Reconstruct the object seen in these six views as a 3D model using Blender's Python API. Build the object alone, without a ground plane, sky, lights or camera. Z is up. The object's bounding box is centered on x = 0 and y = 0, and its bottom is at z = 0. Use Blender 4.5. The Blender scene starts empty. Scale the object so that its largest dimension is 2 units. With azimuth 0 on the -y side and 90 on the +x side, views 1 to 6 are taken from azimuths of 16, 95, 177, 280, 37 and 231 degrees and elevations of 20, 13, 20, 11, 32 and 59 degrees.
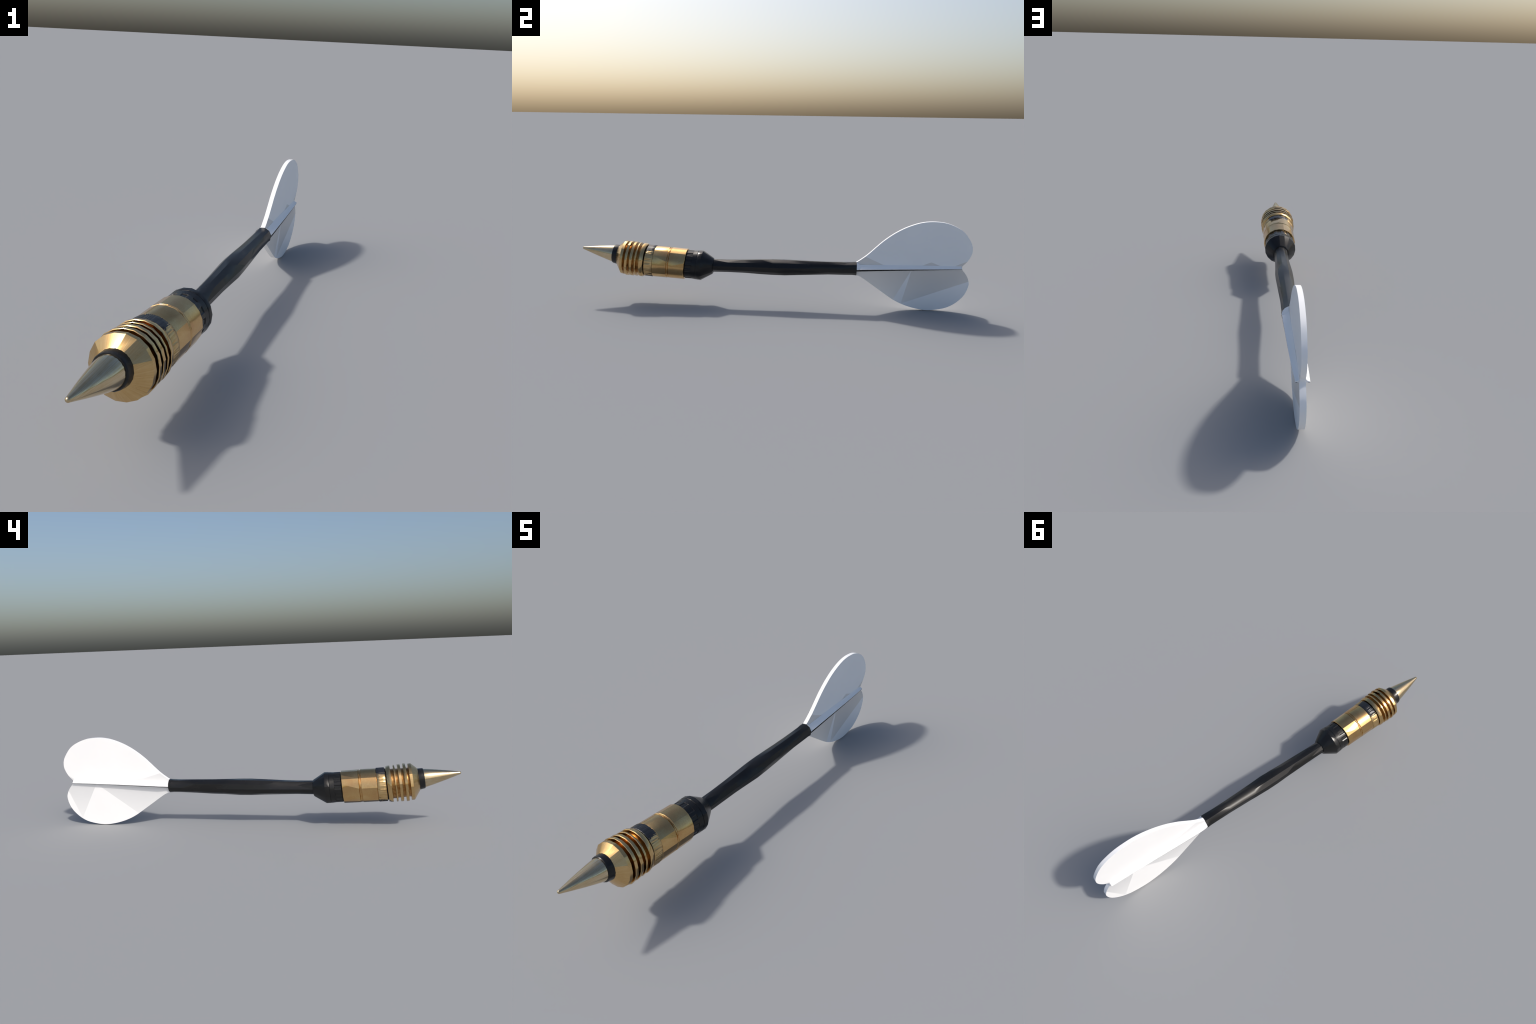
# A throwing dart: steel point, brass barrel with grip rings, black collar and stem,
# white two-blade flight.  Long axis along y, point towards -y, lying on its lower fin.
import bpy, bmesh, math, random
from mathutils import Vector

rng = random.Random(7)

# ------------------------------------------------------------------ materials
def new_mat(name):
    m = bpy.data.materials.new(name)
    m.use_nodes = True
    nt = m.node_tree
    b = nt.nodes["Principled BSDF"]
    return m, nt, b

def N(nt, kind, **props):
    n = nt.nodes.new(kind)
    for k, v in props.items():
        if k in n.inputs:
            n.inputs[k].default_value = v
        else:
            setattr(n, k, v)
    return n

def ramp(nt, fac, stops):
    r = nt.nodes.new("ShaderNodeValToRGB")
    el = r.color_ramp.elements
    while len(el) < len(stops):
        el.new(0.5)
    for e, (p, c) in zip(el, stops):
        e.position = p
        e.color = c if len(c) == 4 else (*c, 1)
    nt.links.new(fac, r.inputs[0])
    return r.outputs[0]

def object_coords(nt, scale=(1, 1, 1)):
    t = nt.nodes.new("ShaderNodeTexCoord")
    mp = nt.nodes.new("ShaderNodeMapping")
    mp.inputs["Scale"].default_value = scale
    nt.links.new(t.outputs["Object"], mp.inputs["Vector"])
    return mp.outputs[0]

def noise(nt, vec, scale, detail=4, rough=0.55):
    n = N(nt, "ShaderNodeTexNoise", Scale=scale, Detail=detail, Roughness=rough)
    nt.links.new(vec, n.inputs["Vector"])
    return n.outputs["Fac"]

def bump(nt, b, height, strength, distance):
    bp = N(nt, "ShaderNodeBump", Strength=strength, Distance=distance)
    nt.links.new(height, bp.inputs["Height"])
    nt.links.new(bp.outputs[0], b.inputs["Normal"])

def around_axis(nt, z0, across, along):
    """vector (angle round the dart's axis, length) for streaks that run along the metal"""
    t = nt.nodes.new("ShaderNodeTexCoord")
    sp = nt.nodes.new("ShaderNodeSeparateXYZ")
    nt.links.new(t.outputs["Object"], sp.inputs[0])
    dz = N(nt, "ShaderNodeMath", operation='SUBTRACT'); dz.inputs[1].default_value = z0
    nt.links.new(sp.outputs["Z"], dz.inputs[0])
    an = N(nt, "ShaderNodeMath", operation='ARCTAN2')
    nt.links.new(sp.outputs["X"], an.inputs[0]); nt.links.new(dz.outputs[0], an.inputs[1])
    cb = nt.nodes.new("ShaderNodeCombineXYZ")
    for src, k, dst in ((an.outputs[0], across, "X"), (sp.outputs["Y"], along, "Y")):
        m = N(nt, "ShaderNodeMath", operation='MULTIPLY'); m.inputs[1].default_value = k
        nt.links.new(src, m.inputs[0]); nt.links.new(m.outputs[0], cb.inputs[dst])
    return cb.outputs[0]

def metal(name, dark, mid, light, rough, patch_scale, streaks=None, grain_bump=0.02):
    """metal tinted by broad mottling plus fine grain, or by lengthwise turning streaks"""
    m, nt, b = new_mat(name)
    f = noise(nt, object_coords(nt), patch_scale, 6, 0.62)
    if streaks:
        g = noise(nt, around_axis(nt, *streaks), 1.0, 4, 0.6)
    else:
        g = noise(nt, object_coords(nt), 260, 2, 0.5)
    mx = N(nt, "ShaderNodeMix", data_type='FLOAT')
    mx.inputs["Factor"].default_value = 0.6 if streaks else 0.3
    nt.links.new(f, mx.inputs["A"]); nt.links.new(g, mx.inputs["B"])
    h = mx.outputs["Result"]
    nt.links.new(ramp(nt, h, [(0.34, dark), (0.50, mid), (0.66, light)]), b.inputs["Base Color"])
    nt.links.new(ramp(nt, h, [(0.35, (rough * 1.25,) * 3), (0.65, (rough * 0.85,) * 3)]), b.inputs["Roughness"])
    b.inputs["Metallic"].default_value = 1.0
    bump(nt, b, g, grain_bump, 0.001)
    return m

BRASS_D, BRASS, BRASS_L = (0.55, 0.35, 0.14), (0.63, 0.425, 0.19), (0.69, 0.49, 0.24)
brass = metal("ring_brass", BRASS_D, BRASS, BRASS_L, 0.14, 22)
sleeve_brass = metal("sleeve_brass", (0.57, 0.335, 0.145), (0.63, 0.405, 0.172), (0.69, 0.485, 0.225), 0.15, 16)
nose_brass = metal("turned_nose_brass", BRASS_D, BRASS, BRASS_L, 0.23, 25, (0.231, 26, 12), 0.10)
steel = metal("polished_steel", (0.48, 0.35, 0.18), (0.61, 0.48, 0.29), (0.69, 0.59, 0.42), 0.17, 14, (0.252, 11, 8), 0.05)

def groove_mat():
    m, nt, b = new_mat("bounce_tinted_groove_brass")
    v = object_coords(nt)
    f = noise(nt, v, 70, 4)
    nt.links.new(ramp(nt, f, [(0.3, (0.30, 0.13, 0.035)), (0.7, (0.50, 0.28, 0.10))]), b.inputs["Base Color"])  # brass darkened to orange-brown: repeated reflections inside the grooves, painted into base colour
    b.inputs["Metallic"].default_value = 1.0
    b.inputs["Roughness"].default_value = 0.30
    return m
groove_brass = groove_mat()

def black_mat(name, dark, light, rough):
    m, nt, b = new_mat(name)
    v = object_coords(nt, (40, 12, 40))
    f = noise(nt, v, 1.0, 4)
    nt.links.new(ramp(nt, f, [(0.3, (dark,) * 3), (0.75, (light,) * 3)]), b.inputs["Base Color"])
    b.inputs["Specular IOR Level"].default_value = 0.36
    # a few pin-head specks of dust
    v2 = object_coords(nt, (1, 0.5, 1))
    vo = N(nt, "ShaderNodeTexVoronoi", Scale=55.0)
    nt.links.new(v2, vo.inputs["Vector"])
    r = ramp(nt, vo.outputs["Distance"], [(0.03, (rough + 0.35,) * 3), (0.06, (rough,) * 3)])
    nt.links.new(r, b.inputs["Roughness"])
    return m
black = black_mat("black_plastic", 0.007, 0.011, 0.27)
black_line = black_mat("dull_black_seam", 0.004, 0.006, 0.6)

def white_mat():
    m, nt, b = new_mat("white_flight_plastic")
    v = object_coords(nt)
    f = noise(nt, v, 9, 3)
    nt.links.new(ramp(nt, f, [(0.3, (0.96, 0.96, 0.955)), (0.7, (0.985, 0.985, 0.98))]), b.inputs["Base Color"])
    b.inputs["Roughness"].default_value = 0.45
    return m
white = white_mat()

def knurl_mat():
    """brass knurl, blackened in two patches on opposite sides with a ragged border"""
    m, nt, b = new_mat("blackened_knurled_brass")
    t = nt.nodes.new("ShaderNodeTexCoord")
    s = nt.nodes.new("ShaderNodeSeparateXYZ")
    nt.links.new(t.outputs["Object"], s.inputs[0])
    dz = N(nt, "ShaderNodeMath", operation='SUBTRACT'); dz.inputs[1].default_value = 0.2118
    nt.links.new(s.outputs["Z"], dz.inputs[0])
    az = N(nt, "ShaderNodeMath", operation='ABSOLUTE'); nt.links.new(dz.outputs[0], az.inputs[0])
    ax = N(nt, "ShaderNodeMath", operation='ABSOLUTE'); nt.links.new(s.outputs["X"], ax.inputs[0])
    an = N(nt, "ShaderNodeMath", operation='ARCTAN2')
    nt.links.new(ax.outputs[0], an.inputs[0]); nt.links.new(az.outputs[0], an.inputs[1])
    v = object_coords(nt, (150, 22, 150))
    f = noise(nt, v, 1.0, 3)
    wob = N(nt, "ShaderNodeMath", operation='MULTIPLY_ADD')
    wob.inputs[1].default_value = 1.3; wob.inputs[2].default_value = -0.65
    nt.links.new(f, wob.inputs[0])
    sm = N(nt, "ShaderNodeMath", operation='ADD')
    nt.links.new(an.outputs[0], sm.inputs[0]); nt.links.new(wob.outputs[0], sm.inputs[1])
    mask = ramp(nt, sm.outputs[0], [(0.68, (0, 0, 0)), (0.71, (1, 1, 1))])
    cm = N(nt, "ShaderNodeMix", data_type='RGBA')
    cm.inputs["A"].default_value = (0.014, 0.015, 0.018, 1)
    nt.links.new(mask, cm.inputs["Factor"])
    nt.links.new(ramp(nt, f, [(0.3, BRASS_D), (0.6, BRASS_L)]), cm.inputs["B"])
    nt.links.new(cm.outputs["Result"], b.inputs["Base Color"])
    nt.links.new(mask, b.inputs["Metallic"])
    b.inputs["Roughness"].default_value = 0.34
    return m
knurled = knurl_mat()

# ------------------------------------------------------------------ mesh tools
dart = bpy.data.objects.new("dart", None)
bpy.context.collection.objects.link(dart)
dart["label"] = "brass and black throwing dart with white flight fins"
dart["category"] = "dart"

def make(name, verts, faces, mat, parent, smooth=True, sharp_angle=28, extra_sharp=(), kind=None):
    me = bpy.data.meshes.new(name)
    me.from_pydata(verts, [], faces)
    me.validate()
    bm = bmesh.new(); bm.from_mesh(me)
    bmesh.ops.recalc_face_normals(bm, faces=bm.faces)
    lim = math.radians(sharp_angle)
    for f in bm.faces:
        f.smooth = smooth
    ex = set(frozenset(e) for e in extra_sharp)
    bm.verts.ensure_lookup_table()
    for e in bm.edges:
        if len(e.link_faces) == 2 and e.calc_face_angle(0) > lim:
            e.smooth = False
        if ex and frozenset((e.verts[0].index, e.verts[1].index)) in ex:
            e.smooth = False
    bm.to_mesh(me); bm.free()
    me.materials.append(mat)
    ob = bpy.data.objects.new(name, me)
    bpy.context.collection.objects.link(ob)
    ob.parent = parent
    if kind:
        ob["kind"] = kind
    return ob

def lathe(name, sections, mat, parent, n=18, phase=0.0, radial=None, jitter=0.0,
          creases=0.0, sharp_angle=28, cap0=True, cap1=True, scale_poly=True, tri=False):
    """Loft of n-sided rings. section = (y, z, radius, tilt_degrees[, x]).
    radial(theta, i) scales the radius; creases = share of lengthwise edges left hard."""
    verts, faces, hard = [], [], []
    comp = 1.0 / math.cos(math.pi / n) ** 0.5 if scale_poly else 1.0   # mean radius of polygon
    for i, s in enumerate(sections):
        y, z, R, tilt = s[:4]
        x = s[4] if len(s) > 4 else 0.0
        a = math.radians(tilt)
        w = Vector((0, -math.sin(a), math.cos(a)))
        ax = Vector((0, math.cos(a), math.sin(a)))
        for k in range(n):
            th = phase + 2 * math.pi * k / n
            r = R * comp
            if radial:
                r *= radial(th, i)
            r += rng.uniform(-jitter, jitter)
            p = Vector((x, y, z)) + Vector((math.sin(th) * r, 0, 0)) + w * (math.cos(th) * r)
            p += ax * rng.uniform(-jitter, jitter)
            verts.append(p[:])
    for i in range(len(sections) - 1):
        for k in range(n):
            a0, a1 = i * n + k, i * n + (k + 1) % n
            if tri:                              # split the panel along a random diagonal
                if rng.random() < 0.5:
                    faces += [(a0, a1, a1 + n), (a0, a1 + n, a0 + n)]
                    diag = (a0, a1 + n)
                else:
                    faces += [(a0, a1, a0 + n), (a1, a1 + n, a0 + n)]
                    diag = (a1, a0 + n)
                if rng.random() < creases * 0.6:
                    hard.append(diag)
            else:
                faces.append((a0, a1, a1 + n, a0 + n))
            if creases and rng.random() < creases:
                hard.append((a0, a0 + n))
    m = len(sections) - 1
    if cap0:
        faces.append(tuple(range(n))[::-1])
    if cap1:
        faces.append(tuple(m * n + k for k in range(n)))
    return make(name, verts, faces, mat, parent, sharp_angle=sharp_angle, extra_sharp=hard)

def interp(table, y):
    for (y0, *a), (y1, *b) in zip(table, table[1:]):
        if y <= y1:
            t = max(0.0, (y - y0) / (y1 - y0))
            return [p + (q - p) * t for p, q in zip(a, b)]
    return list(table[-1][1:])

# centre line of point + barrel + collar: y -> (z, tilt of the cross-section)
AXIS = [(-1.0, 0.2690, -8.5), (-0.832, 0.2431, -8.3), (-0.806, 0.2383, -9.0), (-0.778, 0.2260, -7.2),
        (-0.752, 0.2225, -7.2), (-0.700, 0.2177, -7.0), (-0.654, 0.2134, -7.0), (-0.613, 0.2103, -6.5),
        (-0.532, 0.2056, -6.0), (-0.447, 0.2000, -6.3), (-0.387, 0.1962, -5.2), (-0.365, 0.1950, -5.0),
        (-0.300, 0.1932, -4.0)]
def sec(y, R, dz=0.0):
    z, t = interp(AXIS, y)
    return (y, z + dz, R, t)

# ------------------------------------------------------------------ point
tip = []
for k in range(5):                              # rounded nose
    a = math.pi / 2 * k / 4
    tip.append(sec(-0.9935 - 0.0060 * math.cos(a), max(0.0006, 0.0068 * math.sin(a))))
tip += [sec(-0.94, 0.0203), sec(-0.90, 0.0298), sec(-0.862, 0.0382), sec(-0.8335, 0.0438), sec(-0.826, 0.0436)]
lathe("point", tip, steel, dart, n=24, creases=0.06)

lathe("point_seat", [sec(-0.8325, 0.0400), sec(-0.8315, 0.0465), sec(-0.8285, 0.0487), sec(-0.8055, 0.0508),
                     sec(-0.800, 0.0508)], black, dart, n=20, creases=0.12)

# ------------------------------------------------------------------ barrel
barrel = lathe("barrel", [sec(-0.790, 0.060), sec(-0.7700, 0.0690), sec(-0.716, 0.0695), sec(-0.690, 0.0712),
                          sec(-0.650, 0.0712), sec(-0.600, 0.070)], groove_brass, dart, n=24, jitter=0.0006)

# nose cone, ending in the first ring
lathe("nose_ring", [sec(-0.8065, 0.0505), sec(-0.8055, 0.0525), sec(-0.7780, 0.0870),
                    sec(-0.7652, 0.0876), sec(-0.7645, 0.0868), sec(-0.7645, 0.0640)],
      nose_brass, barrel, n=18, phase=0.12, jitter=0.0007, creases=0.45)

RINGS = [(-0.7530, -0.7400, 0.0902), (-0.7282, -0.7145, 0.0892), (-0.7022, -0.6945, 0.0882)]
for y0, y1, R in RINGS:
    c = 0.0014
    lathe("grip_ring", [sec(y0, 0.066), sec(y0, R - c), sec(y0 + c, R), sec(y1 - c, R), sec(y1, R - c),
                        sec(y1, 0.066)], brass, barrel, n=20, phase=rng.uniform(0, 0.3), jitter=0.0006,
          creases=0.15, cap0=False, cap1=False)
lathe("grip_ring", [sec(-0.6800, 0.066), sec(-0.6800, 0.0868), sec(-0.6785, 0.0882), sec(-0.6690, 0.0880),
                    sec(-0.6605, 0.0842), sec(-0.6595, 0.0825), sec(-0.6595, 0.066)],
      brass, barrel, n=20, phase=0.1, jitter=0.0006, creases=0.15, cap0=False, cap1=False)

lathe("seam_ring", [sec(-0.6590, 0.0745), sec(-0.6545, 0.0765), sec(-0.650, 0.0765)], black_line, barrel, n=24)

# knurled band: irregular lengthwise ridges
KN = 168
ridge = []
while len(ridge) < KN:
    step = rng.choice([2, 2, 2, 3])
    h = rng.uniform(0.7, 1.0)
    ridge += [h] + [rng.uniform(0.0, 0.25)] * (step - 1)
ridge = ridge[:KN]
def knurl(th, i):
    k = int(round(th / (2 * math.pi) * KN)) % KN
    wob = ridge[(k + (1 if i in (3, 4) and k % 7 == 3 else 0)) % KN]
    return 1 - 0.019 * (1 - wob) if 0 < i < 7 else 1.0
lathe("knurled_band", [sec(-0.6545, 0.072), sec(-0.6540, 0.0808), sec(-0.6525, 0.0822), sec(-0.641, 0.0822),
                       sec(-0.628, 0.0822), sec(-0.6150, 0.0822), sec(-0.6133, 0.0808), sec(-0.6130, 0.072)],
      knurled, barrel, n=KN, radial=knurl, sharp_angle=40, cap0=False, cap1=False, scale_poly=False)

lathe("sleeve", [sec(-0.6132, 0.074), sec(-0.6128, 0.0790), sec(-0.6115, 0.0805), sec(-0.5395, 0.0803),
                 sec(-0.5375, 0.0772), sec(-0.5350, 0.0770), sec(-0.5335, 0.0797), sec(-0.5305, 0.0797),
                 sec(-0.5290, 0.0774), sec(-0.5270, 0.0800), sec(-0.4485, 0.0792), sec(-0.4470, 0.0775),
                 sec(-0.4468, 0.068)],
      sleeve_brass, barrel, n=20, phase=0.05, jitter=0.0004, creases=0.28, tri=True)

# ------------------------------------------------------------------ collar
CN, PADS = 104, 13
def slots(th, i):
    k = int(round(th / (2 * math.pi) * CN)) % CN
    deep = (k % (CN // PADS)) in (0, 1, 2, 3)
    return 1 - 0.032 * deep if 1 <= i <= 4 else 1.0
collar = lathe("collar", [sec(-0.4447, 0.066), sec(-0.4445, 0.0715), sec(-0.4425, 0.0736), sec(-0.4130, 0.0736),
                      sec(-0.4118, 0.0736), sec(-0.4105, 0.0736), sec(-0.3890, 0.0757), sec(-0.3872, 0.0742),
                      sec(-0.3850, 0.0742)],
      black, dart, n=CN, radial=slots, sharp_angle=24, scale_poly=False)
lathe("seam_ring", [sec(-0.4480, 0.0690), sec(-0.4445, 0.0690)], black_line, collar, n=24)
lathe("collar_cone", [sec(-0.3862, 0.0700), sec(-0.3862, 0.0752), sec(-0.3845, 0.0760), sec(-0.3648, 0.0763),
                      sec(-0.3085, 0.0418), sec(-0.3050, 0.0385), sec(-0.3035, 0.0320)],
      black, collar, n=18, phase=0.1, jitter=0.0004, creases=0.35, tri=True)

# ------------------------------------------------------------------ stem
STEM = [(-0.310, 0.1970, 0.0325), (-0.225, 0.1974, 0.0328), (-0.140, 0.1979, 0.0345), (-0.060, 0.1984, 0.0373),
        (0.005, 0.1988, 0.0400), (0.065, 0.1994, 0.0402), (0.140, 0.2005, 0.0376), (0.210, 0.2013, 0.0348),
        (0.290, 0.2033, 0.0328), (0.370, 0.2046, 0.0322), (0.410, 0.2053, 0.0330), (0.4300, 0.2058, 0.0342),
        (0.4312, 0.2058, 0.0335)]
lathe("stem", [(y, z, R, 0.7) for y, z, R in STEM], black, dart, n=10, phase=0.2, jitter=0.0009, creases=0.45,
      sharp_angle=36, tri=True)

# ------------------------------------------------------------------ flight
flight = bpy.data.objects.new("flight", None)
bpy.context.collection.objects.link(flight)
flight.parent = dart

def lean(z):                                    # the fin plane leans a little
    return -0.0066 + 0.0068 * z / 0.456

def catmull(pts, per):
    out = []
    P = [pts[0]] + pts + [pts[-1]]
    for i in range(1, len(P) - 2):
        p0, p1, p2, p3 = (Vector(q) for q in P[i - 1:i + 3])
        for k in range(per):
            t = k / per
            out.append(0.5 * ((2 * p1) + (p2 - p0) * t + (2 * p0 - 5 * p1 + 4 * p2 - p3) * t * t
                              + (3 * p1 - p0 - 3 * p2 + p3) * t ** 3))
    out.append(Vector(pts[-1]))
    return out

UPPER = [(0.4305, 0.2405), (0.441, 0.2462), (0.480, 0.2757), (0.520, 0.3140), (0.558, 0.3505), (0.604, 0.3866),
         (0.650, 0.4150), (0.693, 0.4350), (0.740, 0.4505), (0.782, 0.4572), (0.820, 0.4575), (0.866, 0.4520),
         (0.915, 0.4340), (0.956, 0.4070), (0.988, 0.3630), (0.9995, 0.3300), (0.9975, 0.2970), (0.979, 0.2610),
         (0.956, 0.2365)]
LOWER = [(0.4305, 0.1722), (0.456, 0.1635), (0.509, 0.1277), (0.564, 0.0893), (0.618, 0.0527), (0.660, 0.0313),
         (0.706, 0.0148), (0.757, 0.0034), (0.800, 0.0001), (0.846, 0.0054), (0.895, 0.0186), (0.937, 0.0440),
         (0.971, 0.0790), (0.988, 0.1120), (0.995, 0.1430), (0.9925, 0.1620), (0.981, 0.1880), (0.9585, 0.2170)]
ROOT = [(0.4305, 0.2075), (0.956, 0.2275)]      # both fins meet inside the rib

def fin(name, outline, thick, regions):
    """A flat blade with a rim; 'regions' gives, per side, facets whose shading
    leans like the moulded blade's: list of (polygon points, lean at root, lean at rim)."""
    path = catmull(outline, 3)
    root = [Vector(ROOT[1]), Vector(ROOT[0])]
    loop = path + root
    n = len(loop)
    verts = []
    for side in (1, -1):
        for p in loop:
            verts.append((lean(p[1]) + side * thick / 2, p[0], p[1]))
    faces = [tuple(range(n)), tuple(range(2 * n - 1, n - 1, -1))]
    for i in range(n):
        j = (i + 1) % n
        faces.append((i, j, n + j, n + i))
    ob = make(name, verts, faces, white, flight, sharp_angle=35)
    # cut the blade's two sides along the facet borders
    me = ob.data
    bm = bmesh.new(); bm.from_mesh(me)
    for side in (1, -1):
        for poly, *_ in regions[side]:
            for a, b in zip(poly, poly[1:]):
                d = Vector(b) - Vector(a)
                nrm = Vector((0, -d[1], d[0])).normalized()
                if (Vector(a) - Vector(b)).length < 1e-5:
                    continue
                fs = [f for f in bm.faces if f.normal.x * side > 0.9]
                geom = fs + list({e for f in fs for e in f.edges}) + list({v for f in fs for v in f.verts})
                bmesh.ops.bisect_plane(bm, geom=geom, plane_co=(0, a[0], a[1]), plane_no=nrm, dist=1e-5)
    bmesh.ops.triangulate(bm, faces=[f for f in bm.faces if abs(f.normal.x) > 0.9])
    bm.to_mesh(me); bm.free()
    for p in me.polygons:
        p.use_smooth = True
    me.update()
    # shading normals of the facets
    def inside(pt, poly):
        c = False
        for (x0, y0), (x1, y1) in zip(poly, poly[1:] + poly[:1]):
            if (y0 > pt[1]) != (y1 > pt[1]) and pt[0] < (x1 - x0) * (pt[1] - y0) / (y1 - y0) + x0:
                c = not c
        return c
    normals = [Vector(cn.vector) for cn in me.corner_normals]
    for p in me.polygons:
        if abs(p.normal.x) < 0.9:
            continue
        side = 1 if p.normal.x > 0 else -1
        hit = None
        for poly, k_root, k_rim in regions[side]:
            if inside((p.center[1], p.center[2]), poly):
                hit = (k_root, k_rim)
        for li in p.loop_indices:
            v = me.vertices[me.loops[li].vertex_index].co
            k = 0.0
            if hit:
                zr = ROOT[0][1] + (ROOT[1][1] - ROOT[0][1]) * (v.y - ROOT[0][0]) / (ROOT[1][0] - ROOT[0][0])
                t = min(1.0, abs(v.z - zr) / 0.17)
                k = hit[0] + (hit[1] - hit[0]) * t
            normals[li] = Vector((side, 0, -k)).normalized()
    me.normals_split_custom_set([tuple(v) for v in normals])
    return ob

fin("fin", UPPER, 0.0180, {
    1: [([(0.425, 0.2), (0.425, 0.245), (0.473, 0.271), (0.572, 0.2285), (0.572, 0.2)], 1.3, 1.0),
        ([(0.745, 0.2), (0.745, 0.2290), (0.803, 0.2520), (0.862, 0.2310), (0.862, 0.2)], 1.3, 1.2),
        ([(0.90, 0.2), (0.915, 0.2345), (0.985, 0.2640), (0.985, 0.2)], 1.3, 1.2)],
    -1: [([(0.425, 0.2), (0.425, 0.30), (0.484, 0.2700), (0.568, 0.2455), (0.740, 0.2335), (0.74, 0.2)], 0.28, 0.22),
         ([(0.925, 0.2), (0.925, 0.2310), (0.985, 0.2640), (0.985, 0.2)], 0.28, 0.22)]})
fin("fin", LOWER, 0.0208, {
    1: [([(0.42, 0.24), (0.7095, 0.2140), (0.6235, 0.0501), (0.60, 0.03), (0.42, 0.15)], 1.1, 0.35),
        ([(0.7095, 0.2140), (0.6637, 0.0303), (0.9935, 0.1590), (1.0, 0.24), (0.72, 0.24)], 1.1, 0.35)],
    -1: [([(0.42, 0.24), (0.826, 0.2180), (0.6037, 0.0609), (0.58, 0.05), (0.42, 0.15)], 0.30, 0.10),
         ([(0.826, 0.2180), (0.9187, 0.0336), (0.9850, 0.1790), (1.0, 0.24), (0.83, 0.24)], 0.30, 0.10)]})

# rib: low roof with concave flanks between stem and the tail, carrying both fins
#      y     centre x  half width  edge z  fillet top z
RIB = [(0.4300, 0.0000, 0.0325, 0.2080, 0.2262), (0.480, -0.0030, 0.0356, 0.2103, 0.2280), (0.570, -0.0030, 0.0337, 0.2138, 0.2305),
       (0.700, -0.0023, 0.0306, 0.2185, 0.2330), (0.840, -0.0025, 0.0268, 0.2227, 0.2352), (0.953, -0.0041, 0.0229, 0.2262, 0.2375)]
def rib_section(y, cx, w, ze, zt):
    fx = 0.0094
    top = [(w, ze), (w * 0.72, ze + (zt - ze) * 0.22), (w * 0.50, ze + (zt - ze) * 0.52), (fx, zt)]
    low = [(fx, ze - 0.0035), (w * 0.97, ze - 0.0022)]
    right = [(cx + a, y, z) for a, z in top]
    left = [(cx - a, y, z) for a, z in reversed(top)]
    return right + left + [(cx - a, y, z) for a, z in reversed(low)] + [(cx + a, y, z) for a, z in low]
def rib_front(y):                               # hugs the round end of the stem
    a = [0.02, 0.45, 0.85, 1.29]
    top = [(0.0335 * math.cos(t), 0.2065 + 0.0338 * math.sin(t)) for t in a]
    low = [(0.0094, 0.2050), (0.0325, 0.2055)]
    return ([(p, y, z) for p, z in top] + [(-p, y, z) for p, z in reversed(top)]
            + [(-p, y, z) for p, z in reversed(low)] + [(p, y, z) for p, z in low])
verts, faces = rib_front(0.4318), []
RIB_ALL = [None] + [(0.450, -0.0022, 0.0346, 0.2090, 0.2271)] + RIB[1:]
for r in RIB_ALL[1:]:
    verts += rib_section(*r)
m = 12
for i in range(len(RIB_ALL) - 1):
    for k in range(m):
        a, b = i * m + k, i * m + (k + 1) % m
        faces.append((a, b, b + m, a + m))
faces += [tuple(range(m))[::-1], tuple((len(RIB_ALL) - 1) * m + k for k in range(m))]
make("rib", verts, faces, white, flight, sharp_angle=26)

# thin black strip under each flank of the rib, thinning out towards the tail
for side, h0, h1 in ((1, 0.0085, 0.0020), (-1, 0.0035, 0.0012)):
    verts, faces = [], []
    y0, y1 = RIB[0][0], RIB[-1][0]
    for y, cx, w, ze, zt in RIB:
        h = h0 + (h1 - h0) * (y - y0) / (y1 - y0)
        xo, xi = cx + side * (w * 0.99 - 0.0008), cx + side * (w - 0.007)
        zb = ze - 0.0019
        verts += [(xo, y, zb), (xo, y, zb - h), (xi, y, zb - h * 0.9), (xi, y, zb)]
    for i in range(len(RIB) - 1):
        for k in range(4):
            a, b = i * 4 + k, i * 4 + (k + 1) % 4
            faces.append((a, b, b + 4, a + 4))
    faces += [(0, 1, 2, 3), tuple((len(RIB) - 1) * 4 + k for k in range(4))]
    make("dark_strip", verts, faces, black_line, flight, sharp_angle=30)
